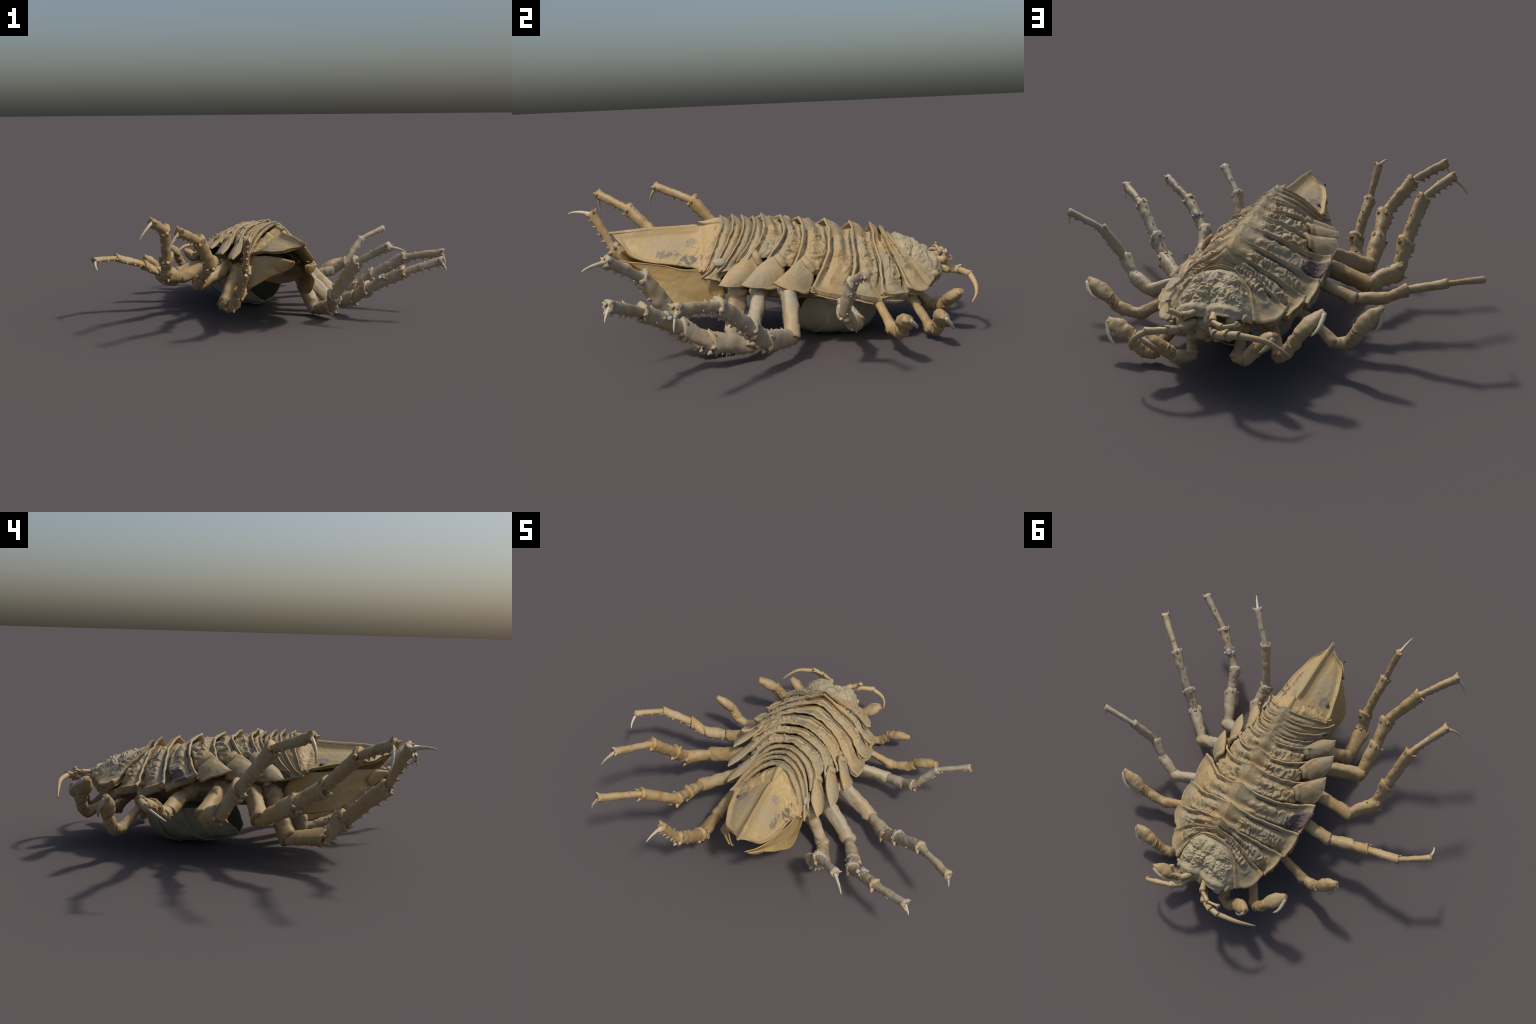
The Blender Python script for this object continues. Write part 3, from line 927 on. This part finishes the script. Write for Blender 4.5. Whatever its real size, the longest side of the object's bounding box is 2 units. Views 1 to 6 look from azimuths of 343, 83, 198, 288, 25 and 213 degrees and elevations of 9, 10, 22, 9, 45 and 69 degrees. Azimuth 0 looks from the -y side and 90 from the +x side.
        if num >= 5:
            PA = [[.038, .041, .041, .038], [.028, .036, .041, .044], [.032, .033, .043], [.030, .031, .033, .034], [.019, .020, .022, .022]]
            PB = [[.036, .038, .036, .034], [.024, .028, .032, .035], [.025, .027, .034], [.023, .023, .025, .027], [.016, .016, .018, .019]]
            if key == 'R7':
                PA[3] = [.024, .034, .038, .034]
            SP = [(0, 0, 0), (4, 3, 6), (2, 2, 6), (5, 4, 6), (5, 1, 3)]
        elif num == 4:
            PA = [[.028, .032, .034, .034], [.018, .030, .033, .029], [.022, .028, .031], [.020, .023, .025, .023], [.014, .015, .016, .018]]
            PB = [[.024, .028, .030, .030], [.016, .026, .028, .026], [.018, .024, .027], [.017, .019, .020, .020], [.012, .013, .014, .016]]
            SP = [(0, 0, 0), (2, 1, 2), (1, 0, 2), (4, 0, 3), (3, 0, 1)]
        else:
            PA = [[.022, .023, .024, .027], [.020, .026, .028], [.020, .027, .026], [.020, .026, .026], [.022, .034, .036, .030, .014]]
            PB = [[.020, .022, .023, .027], [.020, .025, .028], [.020, .028, .028], [.022, .027, .027], [.020, .027, .029, .025, .013]]
            SP = [(0, 0, 0), (0, 0, 0), (0, 0, 2), (0, 0, 2), (0, 0, 0)]
        leg = None
        for i in range(5):
            p0, p1 = J[i], J[i + 1]
            d, a, b = frame(p1 - p0, q)
            st = p0 - d * (0.016 if i else 0.0)
            qq = q
            if num <= 3 and i == 4:
                qq = (J[6] - (p0 + p1) / 2)
            bag = leg_segment(st, p1, qq, PA[i], PB[i], SP[i], seed + i * 3, groove=.34 if i == 0 else .08, shape=2.3, tilt=(.25, .5, .55, .3, .1)[i], thorn=.0085 if num >= 5 else .0055,
                              n=24 if i in (0, 3, 4) else 18)
            if i == 0:
                leg = bag.make('leg', mat)
            else:
                bag.make('leg_segment', mat, leg)
            if i == 0:
                br = (.050 if key[0] == 'L' else .040) if num >= 4 else .032
                v, f = blob(p0 + d * br * .7, (br, br * 1.05, br * .9), seed + 5, .3, 16)
                make('leg_base', v, f, mat, leg)
            # membrane plug in the socket
            if i < 4:
                r = .74 * min(PA[i][-1], PB[i][-1])
                v, f = blob(p1 - d * r * .05, (r, r, r), seed + i, .2, 9)
                make('joint_membrane', v, f, m_joint, leg)
        p, tp = J[5], J[6]
        dd, a, b = frame(p - J[4], q)
        if num <= 3:
            mid = (p + tp) / 2
            axm = J[4] + (p - J[4]) * ((mid - J[4]) @ (p - J[4])) / ((p - J[4]) @ (p - J[4]))
            bow = mid - axm
            bow = bow / (np.linalg.norm(bow) + 1e-6) * .034
            claw(p - dd * .004 + bow * .15, tp, bow, .012, m_claw_w, leg)
        else:
            r0 = .0085 if num >= 5 else .0065
            if key in ('R5',):
                r0 = .006
            bow = dd * .03 * np.linalg.norm(tp - p) / .1
            claw(p - dd * .008 + q * .006, tp, bow * .6, r0, m_claw_w if key[0] == 'R' or num == 6 else m_claw, leg)
        if key == 'R6':
            rs = np.random.RandomState(4)
            bag = Bag()
            c0 = J[3] * .55 + J[4] * .45
            for i in range(16):
                v = rs.normal(size=3)
                v /= np.linalg.norm(v)
                v[2] = abs(v[2]) * .7 + .1
                e = v * V(.030, .026, .030)
                vv, ff = blob(c0 + V(0, 0, .008) + e, np.array([.012, .012, .010]) * rs.uniform(.8, 1.3), i, .6, 9)
                bag.add(vv, ff)
            ob = bag.make('barnacle_cluster', m_white, leg)
        if key in ('R5', 'R6', 'R4'):
            rs = np.random.RandomState(9 + num)
            bag = Bag()
            for sgi in (3, 4):
                for i in range(7):
                    u = rs.uniform(.1, .95)
                    d, a, b = frame(J[sgi + 1] - J[sgi], q)
                    r = PA[sgi][1]
                    an = rs.uniform(-1.2, 1.2)
                    c = J[sgi] + (J[sgi + 1] - J[sgi]) * u + (a * math.cos(an) + b * math.sin(an)) * r * .98
                    bag.add(*blob(c, np.array([.006, .004, .004]) * rs.uniform(.6, 1.1), i, .8, 7))
            bag.make('white_scale_flecks', m_white, leg)['kind'] = 'stuff'

    # ---- antennae
    ANT = {
        1: [(.045, .765, .275), (.078, .834, .264), (.118, .866, .266), (.195, .888, .258), (.245, .895, .222), (.270, .890, .185), (.277, .868, .147)],
        -1: [(-.028, .768, .262), (-.081, .852, .278), (-.130, .872, .296), (-.178, .879, .307), (-.274, .863, .297), (-.330, .842, .265), (-.369, .822, .231)],
    }
    for sg, pts in ANT.items():
        pts = [np.array(p) for p in pts]
        par = None
        rad = [.021, .019, .016, .0125]
        cut = 4 if sg == 1 else 4
        for i in range(3):
            p0, p1 = pts[i], pts[i + 1]
            bag = leg_segment(p0, p1, V(0, 0, -1), [rad[i] * .8, rad[i] * .9, rad[i]], [rad[i] * .75, rad[i] * .85, rad[i] * .95], (0, 0, 2 if i == 1 else 0), 70 + i, n=12, shape=2.1)
            ob = bag.make('antenna' if i == 0 else 'antenna_segment', m_ant, par)
            par = par or ob
        pth = catmull(pts[3:], 8)
        u = np.linspace(0, 1, len(pth))
        r = .0115 * (1 - u) ** .8 + .0025
        r = r * (1 + .06 * np.sin(u * 60))
        v, f = tube(pth, r, r, V(.1, .3, 1), 10)
        make('antenna_whip', v, f, m_ant, par)
    SHORT = {1: [(.048, .768, .312), (.080, .808, .309), (.129, .817, .326), (.147, .792, .358)],
             -1: [(-.034, .765, .318), (-.048, .816, .311), (-.103, .850, .315), (-.165, .847, .336)]}
    for sg, pts in SHORT.items():
        pts = [np.array(p) for p in pts]
        par = None
        for i in range(3):
            r = (.016, .012, .0075)[i]
            bag = leg_segment(pts[i], pts[i + 1], V(0, 0, 1), [r, r * .95, r], [r * .9, r * .9, r * .95], (0, 0, 3 if i == 2 else 0), 90 + i, n=10)
            ob = bag.make('short_antenna' if i == 0 else 'antenna_segment', m_ant, par)
            par = par or ob


build()
